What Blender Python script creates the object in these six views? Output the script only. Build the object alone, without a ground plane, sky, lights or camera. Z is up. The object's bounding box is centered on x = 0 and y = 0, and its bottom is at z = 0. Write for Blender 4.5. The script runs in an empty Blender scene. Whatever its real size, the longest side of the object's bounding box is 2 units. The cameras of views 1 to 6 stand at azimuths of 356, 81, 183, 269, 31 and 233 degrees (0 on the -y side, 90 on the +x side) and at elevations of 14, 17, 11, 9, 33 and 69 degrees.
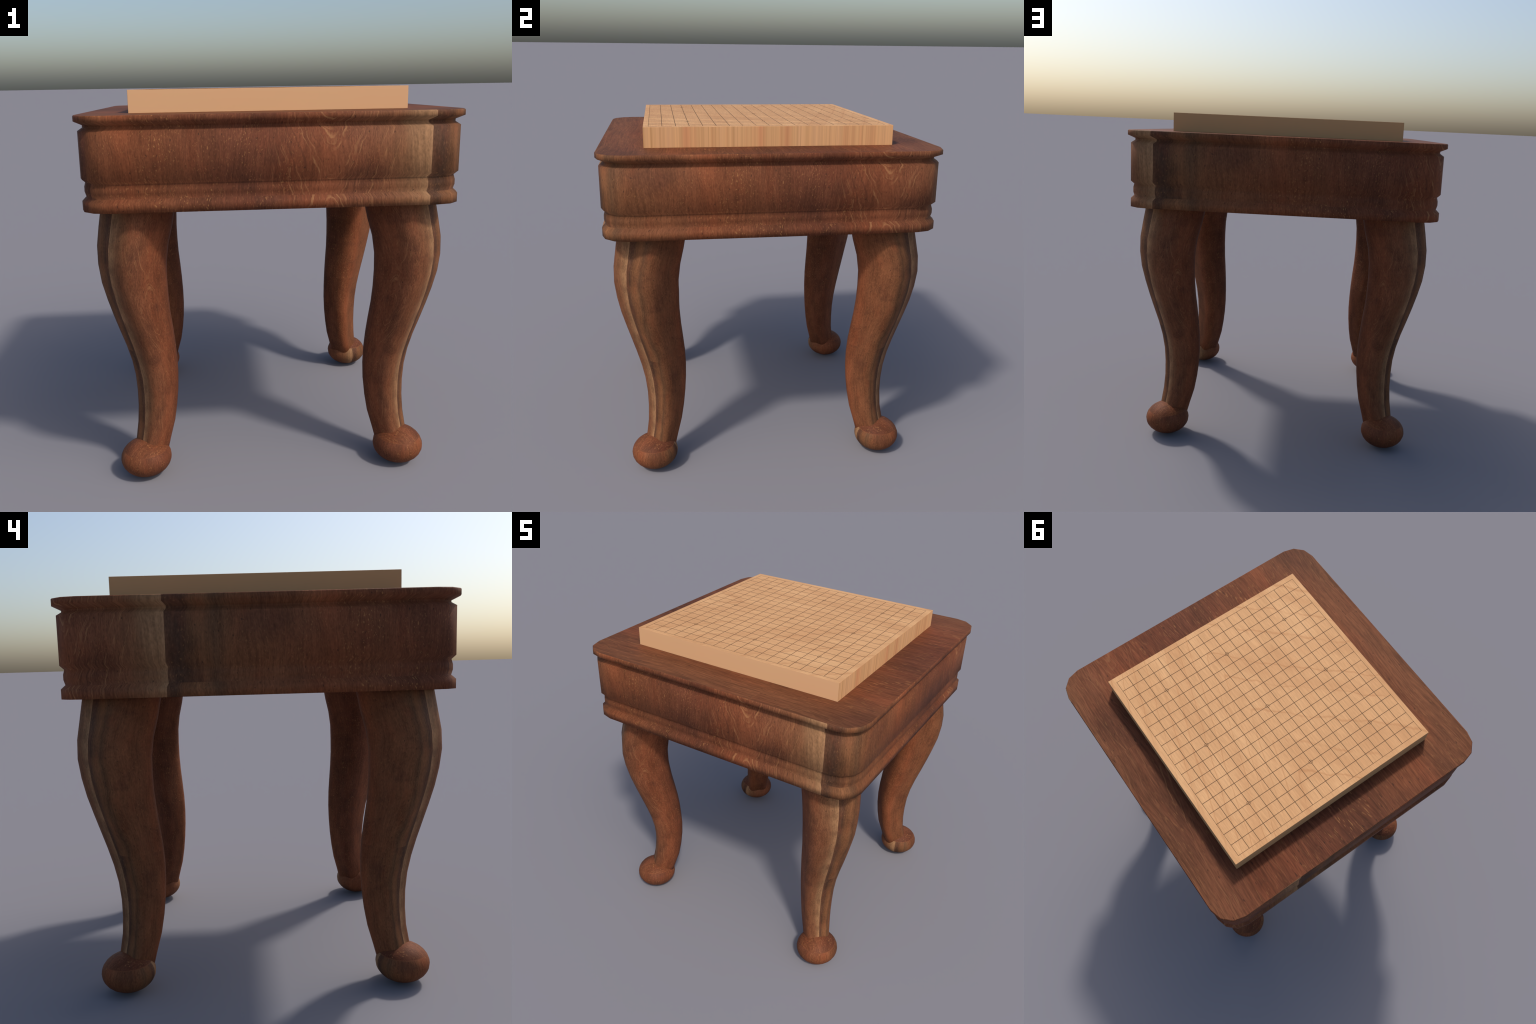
"""A carved wooden table on cabriole legs with a square game board lying on it."""
import bpy, bmesh, math
from mathutils import Vector

scene = bpy.context.scene


def srgb(r, g, b):
    def lin(c):
        c /= 255.0
        return c / 12.92 if c <= 0.04045 else ((c + 0.055) / 1.055) ** 2.4
    return (lin(r), lin(g), lin(b), 1.0)


# ------------------------------------------------------------------ nodes
class Net:
    """Small helper that writes shader node networks as expressions."""

    def __init__(self, name):
        self.mat = bpy.data.materials.new(name)
        self.mat.use_nodes = True
        self.nt = self.mat.node_tree
        self.nt.nodes.clear()
        self.out = self.nt.nodes.new("ShaderNodeOutputMaterial")

    def plug(self, sock, val):
        if isinstance(val, bpy.types.NodeSocket):
            self.nt.links.new(val, sock)
        else:
            sock.default_value = val

    def m(self, op, a, b=0.0, c=None):
        n = self.nt.nodes.new("ShaderNodeMath")
        n.operation = op
        self.plug(n.inputs[0], a)
        if len(n.inputs) > 1:
            self.plug(n.inputs[1], b)
        if c is not None:
            self.plug(n.inputs[2], c)
        return n.outputs[0]

    def add(self, a, b): return self.m("ADD", a, b)
    def sub(self, a, b): return self.m("SUBTRACT", a, b)
    def mul(self, a, b): return self.m("MULTIPLY", a, b)
    def div(self, a, b): return self.m("DIVIDE", a, b)

    def mix(self, f, a, b):
        """a + f * (b - a) for plain numbers"""
        return self.add(a, self.mul(f, self.sub(b, a)))

    def smooth(self, x, lo, hi):
        n = self.nt.nodes.new("ShaderNodeMapRange")
        n.interpolation_type = "SMOOTHSTEP"
        self.plug(n.inputs["Value"], x)
        n.inputs["From Min"].default_value = lo
        n.inputs["From Max"].default_value = hi
        return n.outputs["Result"]

    def bump_at(self, x, centre, half):
        """1 at the centre, 0 beyond half away"""
        d = self.m("ABSOLUTE", self.sub(x, centre))
        return self.sub(1.0, self.smooth(d, 0.0, half))

    def vec(self, x, y, z=0.0):
        n = self.nt.nodes.new("ShaderNodeCombineXYZ")
        for s, v in zip(n.inputs, (x, y, z)):
            self.plug(s, v)
        return n.outputs[0]

    def noise(self, vec, scale=1.0, detail=2.0, rough=0.5, dist=0.0):
        n = self.nt.nodes.new("ShaderNodeTexNoise")
        n.noise_dimensions = "3D"
        self.plug(n.inputs["Vector"], vec)
        n.inputs["Scale"].default_value = scale
        n.inputs["Detail"].default_value = detail
        n.inputs["Roughness"].default_value = rough
        n.inputs["Distortion"].default_value = dist
        return n.outputs["Fac"]

    def ramp(self, fac, stops, interp="LINEAR"):
        n = self.nt.nodes.new("ShaderNodeValToRGB")
        n.color_ramp.interpolation = interp
        el = n.color_ramp.elements
        while len(el) < len(stops):
            el.new(0.5)
        for e, (p, c) in zip(el, stops):
            e.position = p
            e.color = c if len(c) == 4 else (*c, 1.0)
        self.plug(n.inputs[0], fac)
        return n.outputs[0]

    def mixc(self, f, a, b, mode="MIX"):
        n = self.nt.nodes.new("ShaderNodeMix")
        n.data_type = "RGBA"
        n.blend_type = mode
        self.plug(n.inputs[0], f)
        self.plug(n.inputs[6], a)
        self.plug(n.inputs[7], b)
        return n.outputs[2]

    def gain(self, col, f):
        """multiply a colour by a number"""
        n = self.nt.nodes.new("ShaderNodeVectorMath")
        n.operation = "SCALE"
        self.plug(n.inputs[0], col)
        self.plug(n.inputs["Scale"], f)
        return n.outputs[0]

    def coords(self):
        n = self.nt.nodes.new("ShaderNodeTexCoord")
        s = self.nt.nodes.new("ShaderNodeSeparateXYZ")
        self.nt.links.new(n.outputs["Object"], s.inputs[0])
        return s.outputs

    def curve(self, x, pts):
        n = self.nt.nodes.new("ShaderNodeFloatCurve")
        c = n.mapping.curves[0]
        while len(c.points) < len(pts):
            c.points.new(0.5, 0.5)
        for p, (a, b) in zip(c.points, pts):
            p.location = (a, b)
            p.handle_type = "VECTOR"
        n.mapping.update()
        self.plug(n.inputs["Value"], x)
        return n.outputs[0]

    def finish(self, col, rough=0.6, height=None, dist=0.002, strength=0.3, spec=0.10):
        b = self.nt.nodes.new("ShaderNodeBsdfPrincipled")
        self.plug(b.inputs["Base Color"], col)
        self.plug(b.inputs["Roughness"], rough)
        b.inputs["Specular IOR Level"].default_value = spec
        if height is not None:
            bp = self.nt.nodes.new("ShaderNodeBump")
            bp.inputs["Strength"].default_value = strength
            bp.inputs["Distance"].default_value = dist
            self.plug(bp.inputs["Height"], height)
            self.nt.links.new(bp.outputs[0], b.inputs["Normal"])
        self.nt.links.new(b.outputs[0], self.out.inputs[0])
        return self.mat


# the plank as it runs from the dark heart edge (0) to the pale sapwood edge (1)
PLANK = [
    (0.000, srgb(94, 63, 44)), (0.020, srgb(82, 56, 41)), (0.042, srgb(108, 71, 46)),
    (0.072, srgb(120, 79, 51)), (0.098, srgb(95, 65, 44)), (0.128, srgb(115, 73, 47)),
    (0.200, srgb(117, 72, 46)), (0.270, srgb(114, 69, 44)), (0.330, srgb(124, 70, 43)),
    (0.370, srgb(118, 68, 42)), (0.450, srgb(110, 65, 42)), (0.550, srgb(100, 58, 39)),
    (0.630, srgb(101, 58, 39)), (0.720, srgb(112, 63, 40)), (0.780, srgb(116, 66, 42)),
    (0.840, srgb(110, 66, 44)), (0.910, srgb(113, 71, 47)), (0.950, srgb(123, 83, 56)),
    (0.970, srgb(134, 96, 66)), (0.992, srgb(147, 108, 75)), (1.000, srgb(156, 116, 82)),
]


def plank(n, t, v, fine=1.0, figure=1.0, streak=1.0, line_c=1.0):
    """Colour and relief of brown figured wood. t runs across the grain over one board
    width (0..1), v along the grain in the same unit; fine scales the pores, figure the
    strength of the growth lines, streak lengthens the pale flecks."""
    p = n.vec(n.mul(t, 5.0), n.mul(v, 3.0), 1.7)
    drift = n.sub(n.noise(p, 1.0, 2.0), 0.5)
    inside = n.mul(n.smooth(t, 0.0, 0.05), n.sub(1.0, n.smooth(t, 0.95, 1.0)))
    tw = n.add(t, n.mul(n.mul(drift, 0.09), inside))
    col = n.ramp(tw, PLANK)
    # blotches along the grain
    blot = n.noise(n.vec(n.mul(t, 11.0), n.mul(v, 6.0), 4.2), 1.0, 3.0, 0.6)
    col = n.gain(col, n.mix(n.smooth(blot, 0.2, 0.8), 0.78, 1.22))
    redness = n.noise(n.vec(n.mul(t, 24.0), n.mul(v, 9.0), 14.2), 1.0, 3.0, 0.6)
    col = n.mixc(n.mul(n.smooth(redness, 0.45, 0.8), 0.24), col, srgb(128, 62, 36))
    cloud = n.noise(n.vec(n.mul(t, 7.0), n.mul(v, 9.0), 24.8), 1.0, 3.0, 0.55)
    col = n.mixc(n.mul(n.smooth(cloud, 0.50, 0.75), 0.45), col, srgb(72, 44, 33))
    # a dark stain beside the heart edge, near the end of the board
    ends = n.sub(1.0, n.smooth(v, 0.03, 0.17))
    cloud = n.smooth(n.noise(n.vec(n.mul(t, 20.0), n.mul(v, 14.0), 9.1), 1.0, 3.0, 0.6), 0.30, 0.60)
    stain = n.mul(n.mul(n.bump_at(t, 0.048, 0.055), ends), cloud)
    col = n.mixc(n.mul(stain, 0.5), col, srgb(52, 40, 33))
    wave = n.sub(n.noise(n.vec(n.mul(t, 14.0), n.mul(v, 22.0), 31.0), 1.0, 1.0), 0.5)
    # fibres: long ones, short ones and specks
    fib = n.noise(n.vec(n.mul(tw, 170.0 * fine), n.mul(v, 14.0 * fine), 0.3), 1.0, 3.0, 0.65)
    col = n.gain(col, n.mix(n.smooth(fib, 0.25, 0.75), 1 - 0.20 * line_c, 1 + 0.20 * line_c))
    thin = n.noise(n.vec(n.mul(n.add(tw, n.mul(wave, 0.008)), 330.0 * fine), n.mul(v, 7.0 * fine), 21.0), 1.0, 1.0, 0.5)
    col = n.gain(col, n.mix(n.smooth(thin, 0.28, 0.72), 1 - 0.12 * line_c, 1 + 0.12 * line_c))
    short = n.noise(n.vec(n.mul(tw, 380.0 * fine), n.mul(v, 120.0 * fine / streak), 6.3), 1.0, 2.0, 0.6)
    col = n.gain(col, n.mix(n.smooth(short, 0.2, 0.8), 0.80, 1.20))
    # cathedral figure: growth lines that draw together towards the end of the board
    fig = n.mul(n.bump_at(t, 0.80, 0.24), figure)
    side = n.sub(t, 0.78)
    lean = n.mul(n.bump_at(t, 0.78, 0.24), n.mul(n.m("PINGPONG", v, 0.25), 0.40))
    eye = n.sub(n.m("SQRT", n.add(n.mul(side, side), 0.0004)), lean)
    w1 = n.sub(n.noise(n.vec(n.mul(t, 9.0), n.mul(v, 10.0), 2.9), 1.0, 2.0, 0.55), 0.5)
    w2 = n.sub(n.noise(n.vec(n.mul(t, 60.0), n.mul(v, 70.0), 7.7), 1.0, 2.0, 0.5), 0.5)
    ring = n.add(eye, n.add(n.mul(w1, 0.045), n.mul(w2, 0.007)))
    line = n.noise(n.vec(n.mul(ring, 230.0), n.mul(v, 6.0), n.mul(t, 3.0)), 1.0, 1.0, 0.5)
    broken = n.noise(n.vec(n.mul(t, 40.0), n.mul(v, 26.0), 3.9), 1.0, 2.0, 0.6)
    bright = n.mul(n.mul(n.smooth(line, 0.57, 0.70), fig), n.smooth(broken, 0.34, 0.62))
    dark = n.mul(n.sub(1.0, n.smooth(line, 0.26, 0.38)), fig)
    col = n.mixc(n.mul(bright, 0.50), col, srgb(172, 122, 80))
    col = n.mixc(n.mul(dark, 0.38), col, srgb(58, 35, 26))
    # pale flecks, thickest in the middle of the board
    fl = n.noise(n.vec(n.mul(tw, 330.0 * fine), n.mul(v, 150.0 * fine / streak), 3.3), 1.0, 1.0, 0.5)
    where = n.noise(n.vec(n.mul(t, 16.0), n.mul(v, 10.0), 8.8), 1.0, 2.0, 0.5)
    many = n.mul(n.mix(n.smooth(where, 0.35, 0.62), 0.25, 1.0), n.mix(n.bump_at(t, 0.48, 0.30), 0.35, 1.0))
    fleck = n.mul(n.smooth(fl, 0.60, 0.76), many)
    col = n.mixc(n.mul(fleck, 0.55), col, srgb(180, 126, 76))
    # dark pores
    po = n.noise(n.vec(n.mul(t, 170.0 * fine), n.mul(v, 90.0 * fine), 12.1), 1.0, 1.0, 0.5)
    pore = n.sub(1.0, n.smooth(po, 0.22, 0.31))
    col = n.mixc(n.mul(pore, 0.6), col, srgb(48, 34, 27))
    hsv = n.nt.nodes.new("ShaderNodeHueSaturation")
    hsv.inputs["Saturation"].default_value = 0.99
    hsv.inputs["Value"].default_value = 0.98
    n.plug(hsv.inputs["Color"], col)
    col = hsv.outputs[0]
    height = n.add(n.mul(fib, 0.6), n.mul(n.sub(fleck, pore), 0.5))
    return col, height


BOARD_WIDTH = 2.05      # metres of table for one board width of figure
ROUGH = 0.62


def table_side_material():
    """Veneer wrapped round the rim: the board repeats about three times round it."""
    n = Net("brown_wood_rim")
    x, y, z = n.coords()
    ax, ay = n.m("ABSOLUTE", x), n.m("ABSOLUTE", y)
    m = n.m("MAXIMUM", ax, ay)
    sx, sy = n.m("SIGN", x), n.m("SIGN", y)
    side_x = n.m("GREATER_THAN", ax, ay)
    qx = n.add(n.sub(5.0, n.mul(2.0, sx)), n.div(n.mul(sx, y), m))
    qy = n.sub(n.add(3.0, n.mul(2.0, sy)), n.div(n.mul(sy, x), m))
    q = n.mix(side_x, qy, qx)
    t = n.m("FRACT", n.add(n.div(n.sub(q, 1.809), 2.37), 3.0))
    v = n.m("FRACT", n.add(n.div(n.sub(z, 1.515), BOARD_WIDTH), 2.0))
    col, h = plank(n, t, v, 1.0, 1.15, 1.0, 0.72)
    return n.finish(col, ROUGH, h)


def table_top_material():
    n = Net("brown_wood_top")
    x, y, z = n.coords()
    t = n.add(0.545, n.mul(y, 0.40))
    v = n.m("FRACT", n.add(n.div(n.sub(x, 0.285), BOARD_WIDTH * 2.2), 4.0))
    col, h = plank(n, t, v, 1.0, 0.6, 1.6)
    return n.finish(n.gain(col, 0.90), ROUGH, h)


# ------------------------------------------------------------------ leg data
# height, axis position in x and in y, half widths in x and in y
LEG = [
    (0.09, 0.661, 0.657, 0.0885, 0.0890), (0.18, 0.6420, 0.6375, 0.0924, 0.0926),
    (0.27, 0.6225, 0.6175, 0.0988, 0.0982), (0.36, 0.6120, 0.6075, 0.1026, 0.1036),
    (0.45, 0.6074, 0.6032, 0.1072, 0.1093), (0.54, 0.6090, 0.6058, 0.1118, 0.1170),
    (0.63, 0.6173, 0.6144, 0.1178, 0.1264), (0.72, 0.6307, 0.6275, 0.1260, 0.1355),
    (0.81, 0.6476, 0.6440, 0.1352, 0.1432), (0.90, 0.6647, 0.6610, 0.1430, 0.1506),
    (0.99, 0.6785, 0.6760, 0.1518, 0.1592), (1.08, 0.6895, 0.6855, 0.1610, 0.1668),
    (1.17, 0.6931, 0.6905, 0.1672, 0.1732), (1.26, 0.6874, 0.6836, 0.1742, 0.1790),
    (1.35, 0.6705, 0.6660, 0.1806, 0.1840), (1.44, 0.6550, 0.6510, 0.1825, 0.1860),
    (1.47, 0.6500, 0.6460, 0.1830, 0.1865),
]


def leg_material():
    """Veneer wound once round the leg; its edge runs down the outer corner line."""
    n = Net("brown_wood_leg")
    x, y, z = n.coords()
    ax, ay = n.m("ABSOLUTE", x), n.m("ABSOLUTE", y)
    cx = n.curve(n.div(z, 1.5), [(row[0] / 1.5, row[1]) for row in LEG])
    cy = n.curve(n.div(z, 1.5), [(row[0] / 1.5, row[2]) for row in LEG])
    ax, ay = n.sub(ax, cx), n.sub(ay, n.sub(cy, 0.003))
    r2 = math.sqrt(0.5)
    a = n.mul(n.add(ax, ay), r2)
    b = n.mul(n.sub(ax, ay), r2)
    t = n.m("FRACT", n.add(n.div(n.m("ARCTAN2", b, a), 2 * math.pi), 1.0))
    v = n.m("FRACT", n.add(n.div(n.sub(0.70, z), 0.9), 2.0))
    col, h = plank(n, t, v, 0.6, 0.7, 1.0, 0.65)
    return n.finish(col, ROUGH, h)


FOOT_C, FOOT_R, FOOT_H = 0.6826, 0.1335, 0.0975


def foot_material():
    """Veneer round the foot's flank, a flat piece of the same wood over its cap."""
    n = Net("brown_wood_foot")
    x, y, z = n.coords()
    ax, ay = n.m("ABSOLUTE", x), n.m("ABSOLUTE", y)
    r2 = math.sqrt(0.5)
    a = n.mul(n.sub(n.add(ax, ay), 2 * FOOT_C), r2)
    b = n.mul(n.sub(ax, ay), r2)
    ang = n.div(n.sub(n.m("ARCTAN2", b, a), math.radians(125)), -2 * math.pi)
    t_side = n.m("FRACT", n.add(ang, 2.0))
    t_cap = n.add(0.47, n.mul(b, 0.9))
    cap = n.smooth(z, FOOT_H * 1.50, FOOT_H * 1.54)
    t = n.mix(cap, t_side, t_cap)
    v = n.mix(cap, n.mul(z, 1.1), n.add(3.0, n.mul(a, 1.1)))
    col, h = plank(n, t, v, 0.62, 0.45, 1.0, 0.7)
    return n.finish(col, ROUGH, h)


# ------------------------------------------------------------------ board materials
def maple(n, x, y, contrast=1.0):
    """Pale wood with the grain along x."""
    wob = n.sub(n.noise(n.vec(n.mul(x, 1.6), n.mul(y, 4.0), 0.4), 1.0, 2.0), 0.5)
    wob2 = n.sub(n.noise(n.vec(n.mul(x, 12.0), n.mul(y, 16.0), 5.4), 1.0, 2.0), 0.5)
    # nested arches opening towards -x, steep on one flank and slack on the other
    dy = n.sub(y, 0.10)
    ady = n.m("SQRT", n.add(n.mul(dy, dy), 0.0005))
    rise = n.mix(n.smooth(dy, -0.02, 0.02), 0.95, 3.2)
    r = n.add(x, n.mul(ady, rise))
    r = n.add(r, n.add(n.mul(wob, 0.16), n.mul(wob2, 0.05)))
    pace = n.noise(n.vec(n.mul(r, 3.0), 0.37, 0.2), 1.0, 1.0, 0.5)
    line = n.m("FRACT", n.add(n.add(n.mul(r, 4.2), pace), 9.75))
    part = n.noise(n.vec(n.mul(x, 5.0), n.mul(y, 7.0), 8.4), 1.0, 1.0, 0.5)
    crest = n.sub(1.0, n.smooth(n.m("ABSOLUTE", n.sub(line, 0.5)), 0.0, 0.07))
    seam = n.mul(crest, n.smooth(part, 0.2, 0.6))
    fib = n.noise(n.vec(n.mul(x, 9.0), n.mul(y, 120.0), 2.0), 1.0, 3.0, 0.6)
    spot = n.noise(n.vec(n.mul(x, 45.0), n.mul(y, 90.0), 7.0), 1.0, 2.0, 0.6)
    soft = n.noise(n.vec(n.mul(x, 1.5), n.mul(y, 7.0), 3.0), 1.0, 2.0, 0.5)
    col = n.ramp(soft, [(0.25, srgb(200, 151, 105)), (0.5, srgb(207, 158, 111)), (0.75, srgb(215, 167, 119))])
    col = n.gain(col, n.mix(n.smooth(fib, 0.25, 0.75), 1.0 - 0.09 * contrast, 1.0 + 0.09 * contrast))
    col = n.gain(col, n.mix(spot, 0.93, 1.07))
    broad = n.noise(n.vec(n.mul(r, 5.0), n.mul(y, 1.5), 6.6), 1.0, 1.0, 0.5)
    col = n.mixc(n.mul(n.smooth(broad, 0.45, 0.68), 0.30), col, srgb(186, 132, 88))
    dash = n.noise(n.vec(n.mul(x, 6.0), n.mul(y, 60.0), 17.0), 1.0, 2.0, 0.5)
    col = n.mixc(n.mul(n.smooth(dash, 0.58, 0.72), 0.20), col, srgb(184, 126, 84))
    col = n.mixc(n.mul(seam, 0.36), col, srgb(172, 112, 68))
    return col


def board_top_material():
    n = Net("pale_wood_top")
    x, y, z = n.coords()
    return n.finish(maple(n, x, y), 0.6)


def board_end_material():
    n = Net("pale_wood_end_grain")
    x, y, z = n.coords()
    a = n.noise(n.vec(n.mul(y, 14.0), 0.5, 1.0), 1.0, 2.0, 0.6)
    b = n.noise(n.vec(n.mul(y, 110.0), 0.5, 2.0), 1.0, 3.0, 0.7)
    c = n.noise(n.vec(n.mul(y, 70.0), 0.5, 5.0), 1.0, 2.0, 0.5)
    col = n.ramp(a, [(0.25, srgb(203, 142, 100)), (0.5, srgb(210, 160, 112)), (0.75, srgb(217, 166, 121))])
    col = n.gain(col, n.mix(n.smooth(b, 0.2, 0.8), 0.84, 1.14))
    col = n.mixc(n.mul(n.smooth(c, 0.60, 0.68), 0.35), col, srgb(158, 112, 70))
    return n.finish(col, 0.6)


def board_side_material():
    n = Net("pale_wood_side")
    x, y, z = n.coords()
    a = n.noise(n.vec(n.mul(x, 1.5), n.mul(z, 2.0), n.mul(y, 1.5)), 1.0, 2.0, 0.5)
    col = n.ramp(a, [(0.3, srgb(219, 169, 126)), (0.7, srgb(216, 171, 127))])
    return n.finish(col, 0.6)


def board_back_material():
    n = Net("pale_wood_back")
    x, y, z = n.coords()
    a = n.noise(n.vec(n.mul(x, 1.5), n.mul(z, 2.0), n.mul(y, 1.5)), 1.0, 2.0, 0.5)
    col = n.ramp(a, [(0.3, srgb(201, 155, 108)), (0.7, srgb(199, 157, 111))])  # darker, more olive tone than pale_wood_side, used on the -x and +y faces
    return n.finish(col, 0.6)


def ink_material():
    n = Net("dark_ink")
    return n.finish(srgb(100, 76, 55), 0.7)


MAT_SIDE = table_side_material()
MAT_TOP = table_top_material()
MAT_LEG = leg_material()
MAT_FOOT = foot_material()
MAT_BOARD_TOP = board_top_material()
MAT_BOARD_END = board_end_material()
MAT_BOARD_SIDE = board_side_material()
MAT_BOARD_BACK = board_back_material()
MAT_INK = ink_material()


# ------------------------------------------------------------------ helpers
def new_object(name, mesh, parent=None):
    ob = bpy.data.objects.new(name, mesh)
    scene.collection.objects.link(ob)
    if parent:
        ob.parent = parent
    return ob


def mesh_from(name, verts, faces, mats, indices=None, smooth=True):
    me = bpy.data.meshes.new(name)
    me.from_pydata(verts, [], faces)
    for m in mats:
        me.materials.append(m)
    for i, p in enumerate(me.polygons):
        p.use_smooth = smooth
        if indices:
            p.material_index = indices[i]
    me.update()
    return me


# ------------------------------------------------------------------ table body
# half width and height of the moulding, top to bottom
MOULDING = [
    (0.9105, 1.8920), (0.9145, 1.8875), (0.9145, 1.8640), (0.8795, 1.8455), (0.8795, 1.8345), (0.9000, 1.8195),  # first row: chamfer modelled to draw the thin sunlit line along the lip
    (0.9000, 1.6030), (0.8830, 1.5845), (0.8885, 1.5620), (0.8885, 1.5390), (0.8825, 1.5155),
    (0.9003, 1.4970), (0.9003, 1.4540),
]
CORNER = 0.1365          # corner radius at the lip, scaled with the moulding
LIP_ROWS = 4             # rows that belong to the top (sunlit-line chamfer, lip, cove, groove)


def ring(half, z):
    k = half / 0.9145
    r, c = CORNER * k, half - CORNER * k
    pts = []
    for quarter in range(4):
        a0 = -math.pi / 2 + quarter * math.pi / 2
        cx = c if quarter in (0, 1) else -c
        cy = c if quarter in (1, 2) else -c
        for s in range(4):
            a = a0 + s * math.pi / 6
            pts.append((cx + r * math.cos(a), cy + r * math.sin(a), z))
    return pts


def build_body(root):
    rows = [ring(h, z) for h, z in MOULDING]
    per = len(rows[0])
    verts = [p for r in rows for p in r]
    faces, part = [], []
    for i in range(len(rows) - 1):
        for j in range(per):
            k = (j + 1) % per
            faces.append((i * per + j, (i + 1) * per + j, (i + 1) * per + k, i * per + k))
            part.append(0 if i < LIP_ROWS - 1 else 1)
    faces.append(tuple(range(per)))
    part.append(2)
    faces.append(tuple(reversed(range((len(rows) - 1) * per, len(rows) * per))))
    part.append(1)
    whole = mesh_from("whole", verts, faces, [MAT_SIDE])
    normals = [v.normal.copy() for v in whole.vertices]
    whole.update()
    parts = {}
    for name, keep in (("tabletop", (0, 2)), ("apron", (1,))):
        ids = [f for f in range(len(faces)) if part[f] in keep]
        used = sorted({v for f in ids for v in faces[f]})
        remap = {v: i for i, v in enumerate(used)}
        fs = [tuple(remap[v] for v in faces[f]) for f in ids]
        idx = [1 if part[f] == 2 else 0 for f in ids]
        me = mesh_from(name, [verts[v] for v in used], fs, [MAT_SIDE, MAT_TOP], idx)
        loops = []
        for p in me.polygons:
            for vi in p.vertices:
                if abs(p.normal.z) > 0.99:
                    loops.append(p.normal.copy())      # the flat top and underside stay flat
                else:
                    loops.append(normals[used[vi]])
        me.normals_split_custom_set(loops)
        parts[name] = new_object(name, me, root)
    bpy.data.meshes.remove(whole)
    return parts


# ------------------------------------------------------------------ legs and feet
def leg_section(a):
    """Rounded square with one flat facing outwards, in (outward, sideways) axes."""
    r = 0.58 * a
    c = a - r
    pts = []
    for quarter in range(4):
        a0 = quarter * math.pi / 2
        cx = c if quarter in (0, 3) else -c
        cy = c if quarter in (0, 1) else -c
        for s in range(5):
            t = a0 + s * math.pi / 8
            pts.append((cx + r * math.cos(t), cy + r * math.sin(t)))
    return pts


def bulge(z, low, high):
    """1 between two heights, fading to 0 at both"""
    return max(0.0, min(1.0, (z - low) / 0.15, (high - z) / 0.15))


def leg_mesh(name, flip):
    r2 = math.sqrt(0.5)
    verts, faces = [], []
    for z, cx, cy, wx, wy in LEG:
        for o, s in leg_section(1 / 1.174):
            o = o * (1 + 0.015 * bulge(z, 0.27, 1.3)) + 0.02 * bulge(z, 0.15, 0.60)
            x = cx + (o + s) * r2 * wx
            y = cy - 0.003 + (o - s) * r2 * wy
            verts.append((x, -y if flip else y, z))
    per = len(leg_section(1.0))
    for i in range(len(LEG) - 1):
        for j in range(per):
            k = (j + 1) % per
            f = (i * per + j, i * per + k, (i + 1) * per + k, (i + 1) * per + j)
            faces.append(f if flip else f[::-1])
    low = tuple(range(per))
    top = tuple(range((len(LEG) - 1) * per, len(LEG) * per))
    faces.append(low[::-1] if flip else low)
    faces.append(top if flip else top[::-1])
    return mesh_from(name, verts, faces, [MAT_LEG])


def foot_mesh(name, flip):
    bm = bmesh.new()
    bmesh.ops.create_uvsphere(bm, u_segments=28, v_segments=16, radius=1.0)
    for v in bm.verts:
        s = -1 if flip else 1
        v.co = Vector((v.co.x * FOOT_R + FOOT_C, v.co.y * FOOT_R + s * FOOT_C, v.co.z * FOOT_H + FOOT_H))
    me = bpy.data.meshes.new(name)
    bm.to_mesh(me)
    bm.free()
    me.materials.append(MAT_FOOT)
    for p in me.polygons:
        p.use_smooth = True
    return me


table = bpy.data.objects.new("wooden_table", None)
scene.collection.objects.link(table)
table["label"] = "square brown wooden table with moulded apron and curved cabriole legs"
table["category"] = "table"
build_body(table)

for flip in (False, True):
    lm, fm = leg_mesh("leg", flip), foot_mesh("foot", flip)
    for turn in (0.0, math.pi):
        leg = new_object("leg", lm, table)
        leg.rotation_euler = (0, 0, turn)
        new_object("foot", fm, leg)

# ------------------------------------------------------------------ game board
HALF, B_LOW, B_TOP = 0.6725, 1.8920, 1.9996


def board_mesh():
    bev = 0.0008
    v = [(sx * HALF, sy * HALF, z) for z in (B_LOW, B_TOP) for sx, sy in ((-1, -1), (1, -1), (1, 1), (-1, 1))]
    f = [(3, 2, 1, 0), (4, 5, 6, 7), (0, 1, 5, 4), (1, 2, 6, 5), (2, 3, 7, 6), (3, 0, 4, 7)]
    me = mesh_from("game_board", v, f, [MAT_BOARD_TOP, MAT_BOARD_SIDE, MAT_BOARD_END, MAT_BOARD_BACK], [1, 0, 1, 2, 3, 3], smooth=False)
    bm = bmesh.new()
    bm.from_mesh(me)
    bmesh.ops.bevel(bm, geom=bm.edges[:], offset=bev, segments=1, affect="EDGES", clamp_overlap=True)
    bm.to_mesh(me)
    bm.free()
    return me


board = new_object("game_board", board_mesh())
board["label"] = "thick square pale wooden game board with a fine line grid"
board["category"] = "game board"

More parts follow.
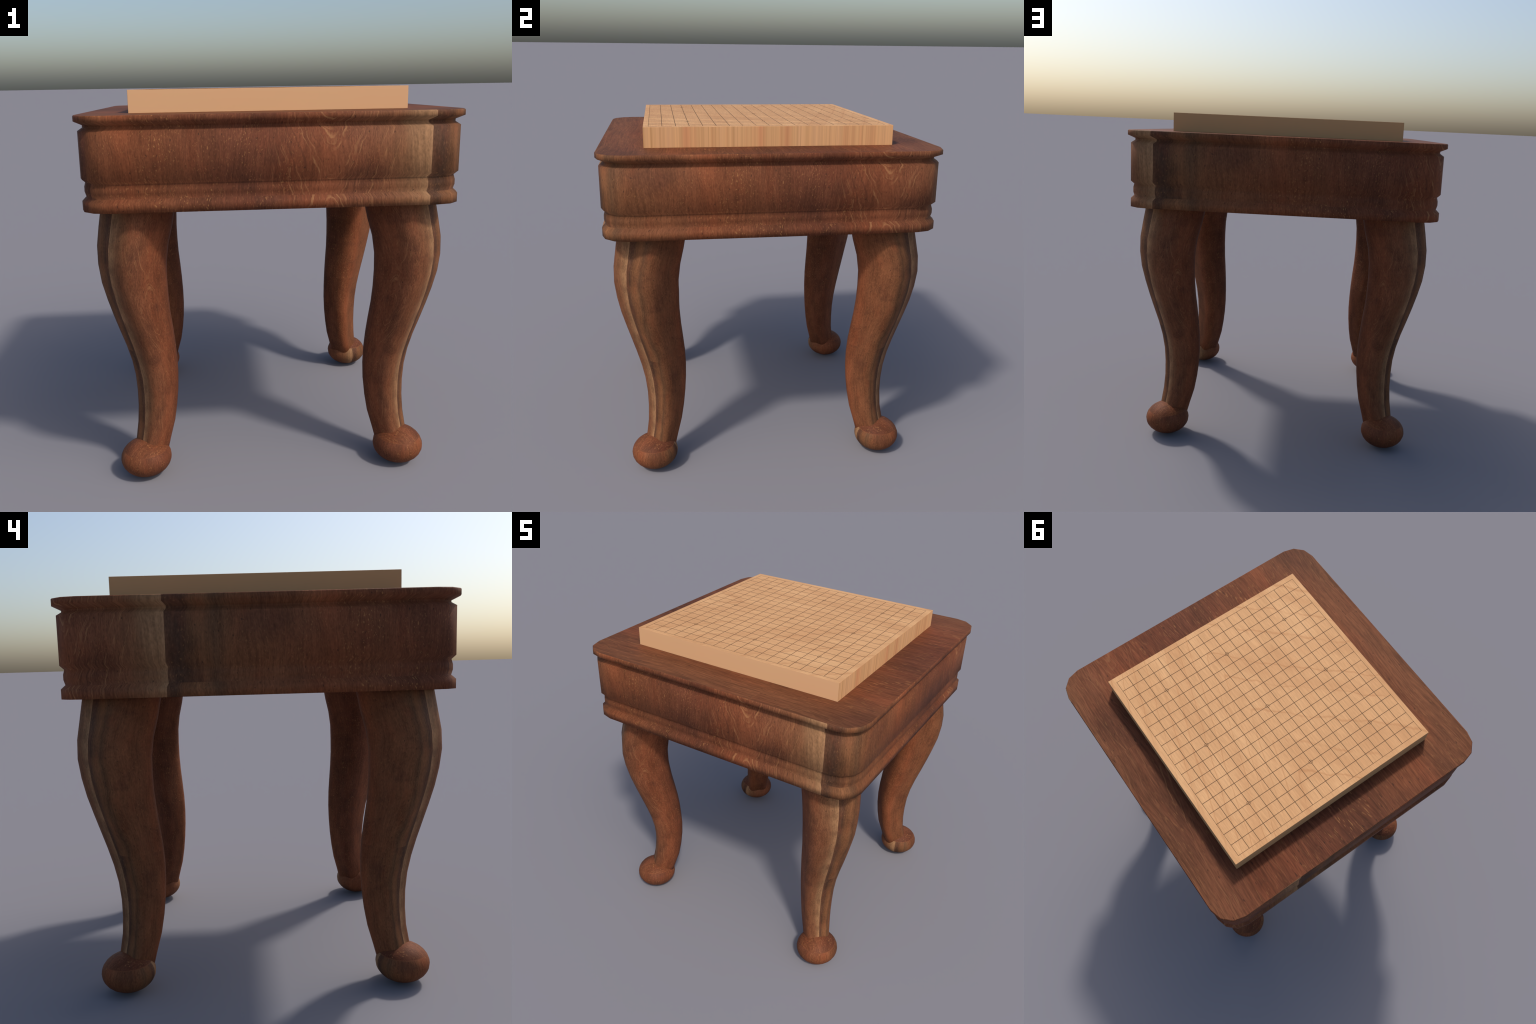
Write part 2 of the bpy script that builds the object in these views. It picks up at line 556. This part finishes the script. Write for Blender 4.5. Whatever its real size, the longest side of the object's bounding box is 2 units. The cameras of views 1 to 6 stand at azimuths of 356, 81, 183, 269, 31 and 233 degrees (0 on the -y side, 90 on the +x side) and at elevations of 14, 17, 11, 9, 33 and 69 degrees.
LINES, GAP, LINE_W = 19, 0.0710, 0.0030
GX, GY = -0.0005, -0.0058       # the printed grid sits a little off centre
SPAN = GAP * (LINES - 1)
L_LOW, L_TOP = B_TOP - 0.0006, 2.0


def box_mesh(name, lx, ly, z0, z1):
    v = [(sx * lx / 2, sy * ly / 2, z) for z in (z0, z1) for sx, sy in ((-1, -1), (1, -1), (1, 1), (-1, 1))]
    f = [(3, 2, 1, 0), (4, 5, 6, 7), (0, 1, 5, 4), (1, 2, 6, 5), (2, 3, 7, 6), (3, 0, 4, 7)]
    return mesh_from(name, v, f, [MAT_INK], smooth=False)


def circle_mesh(name, r, w, z0, z1, seg=28):
    v, f = [], []
    for i in range(seg):
        a = 2 * math.pi * i / seg
        for rr, z in ((r - w / 2, z0), (r + w / 2, z0), (r + w / 2, z1), (r - w / 2, z1)):
            v.append((rr * math.cos(a), rr * math.sin(a), z))
    for i in range(seg):
        j = (i + 1) % seg
        for k in range(4):
            m = (k + 1) % 4
            f.append((i * 4 + k, j * 4 + k, j * 4 + m, i * 4 + m))
    return mesh_from(name, v, f, [MAT_INK], smooth=False)


# lines along x stand 0.1 mm lower than those along y, so that no faces coincide
along_x = box_mesh("grid_line", SPAN + LINE_W, LINE_W, L_LOW, L_TOP - 0.0001)
along_y = box_mesh("grid_line", LINE_W, SPAN + LINE_W, L_LOW, L_TOP)
edge_x = box_mesh("grid_line", SPAN + LINE_W, LINE_W * 0.65, L_LOW, L_TOP - 0.0001)
edge_y = box_mesh("grid_line", LINE_W * 0.65, SPAN + LINE_W, L_LOW, L_TOP)
for i in range(LINES):
    d = (i - (LINES - 1) / 2) * GAP
    outer = i in (0, LINES - 1)
    ob = new_object("grid_line", edge_x if outer else along_x, board)
    ob.location = (GX, GY + d, 0)
    ob = new_object("grid_line", edge_y if outer else along_y, board)
    ob.location = (GX + d, GY, 0)
dot = circle_mesh("star_point", 0.0105, 0.0021, L_LOW, L_TOP - 0.00005)
for i in (-6, 0, 6):
    for j in (-6, 0, 6):
        ob = new_object("star_point", dot, board)
        ob.location = (GX + i * GAP, GY + j * GAP, 0)
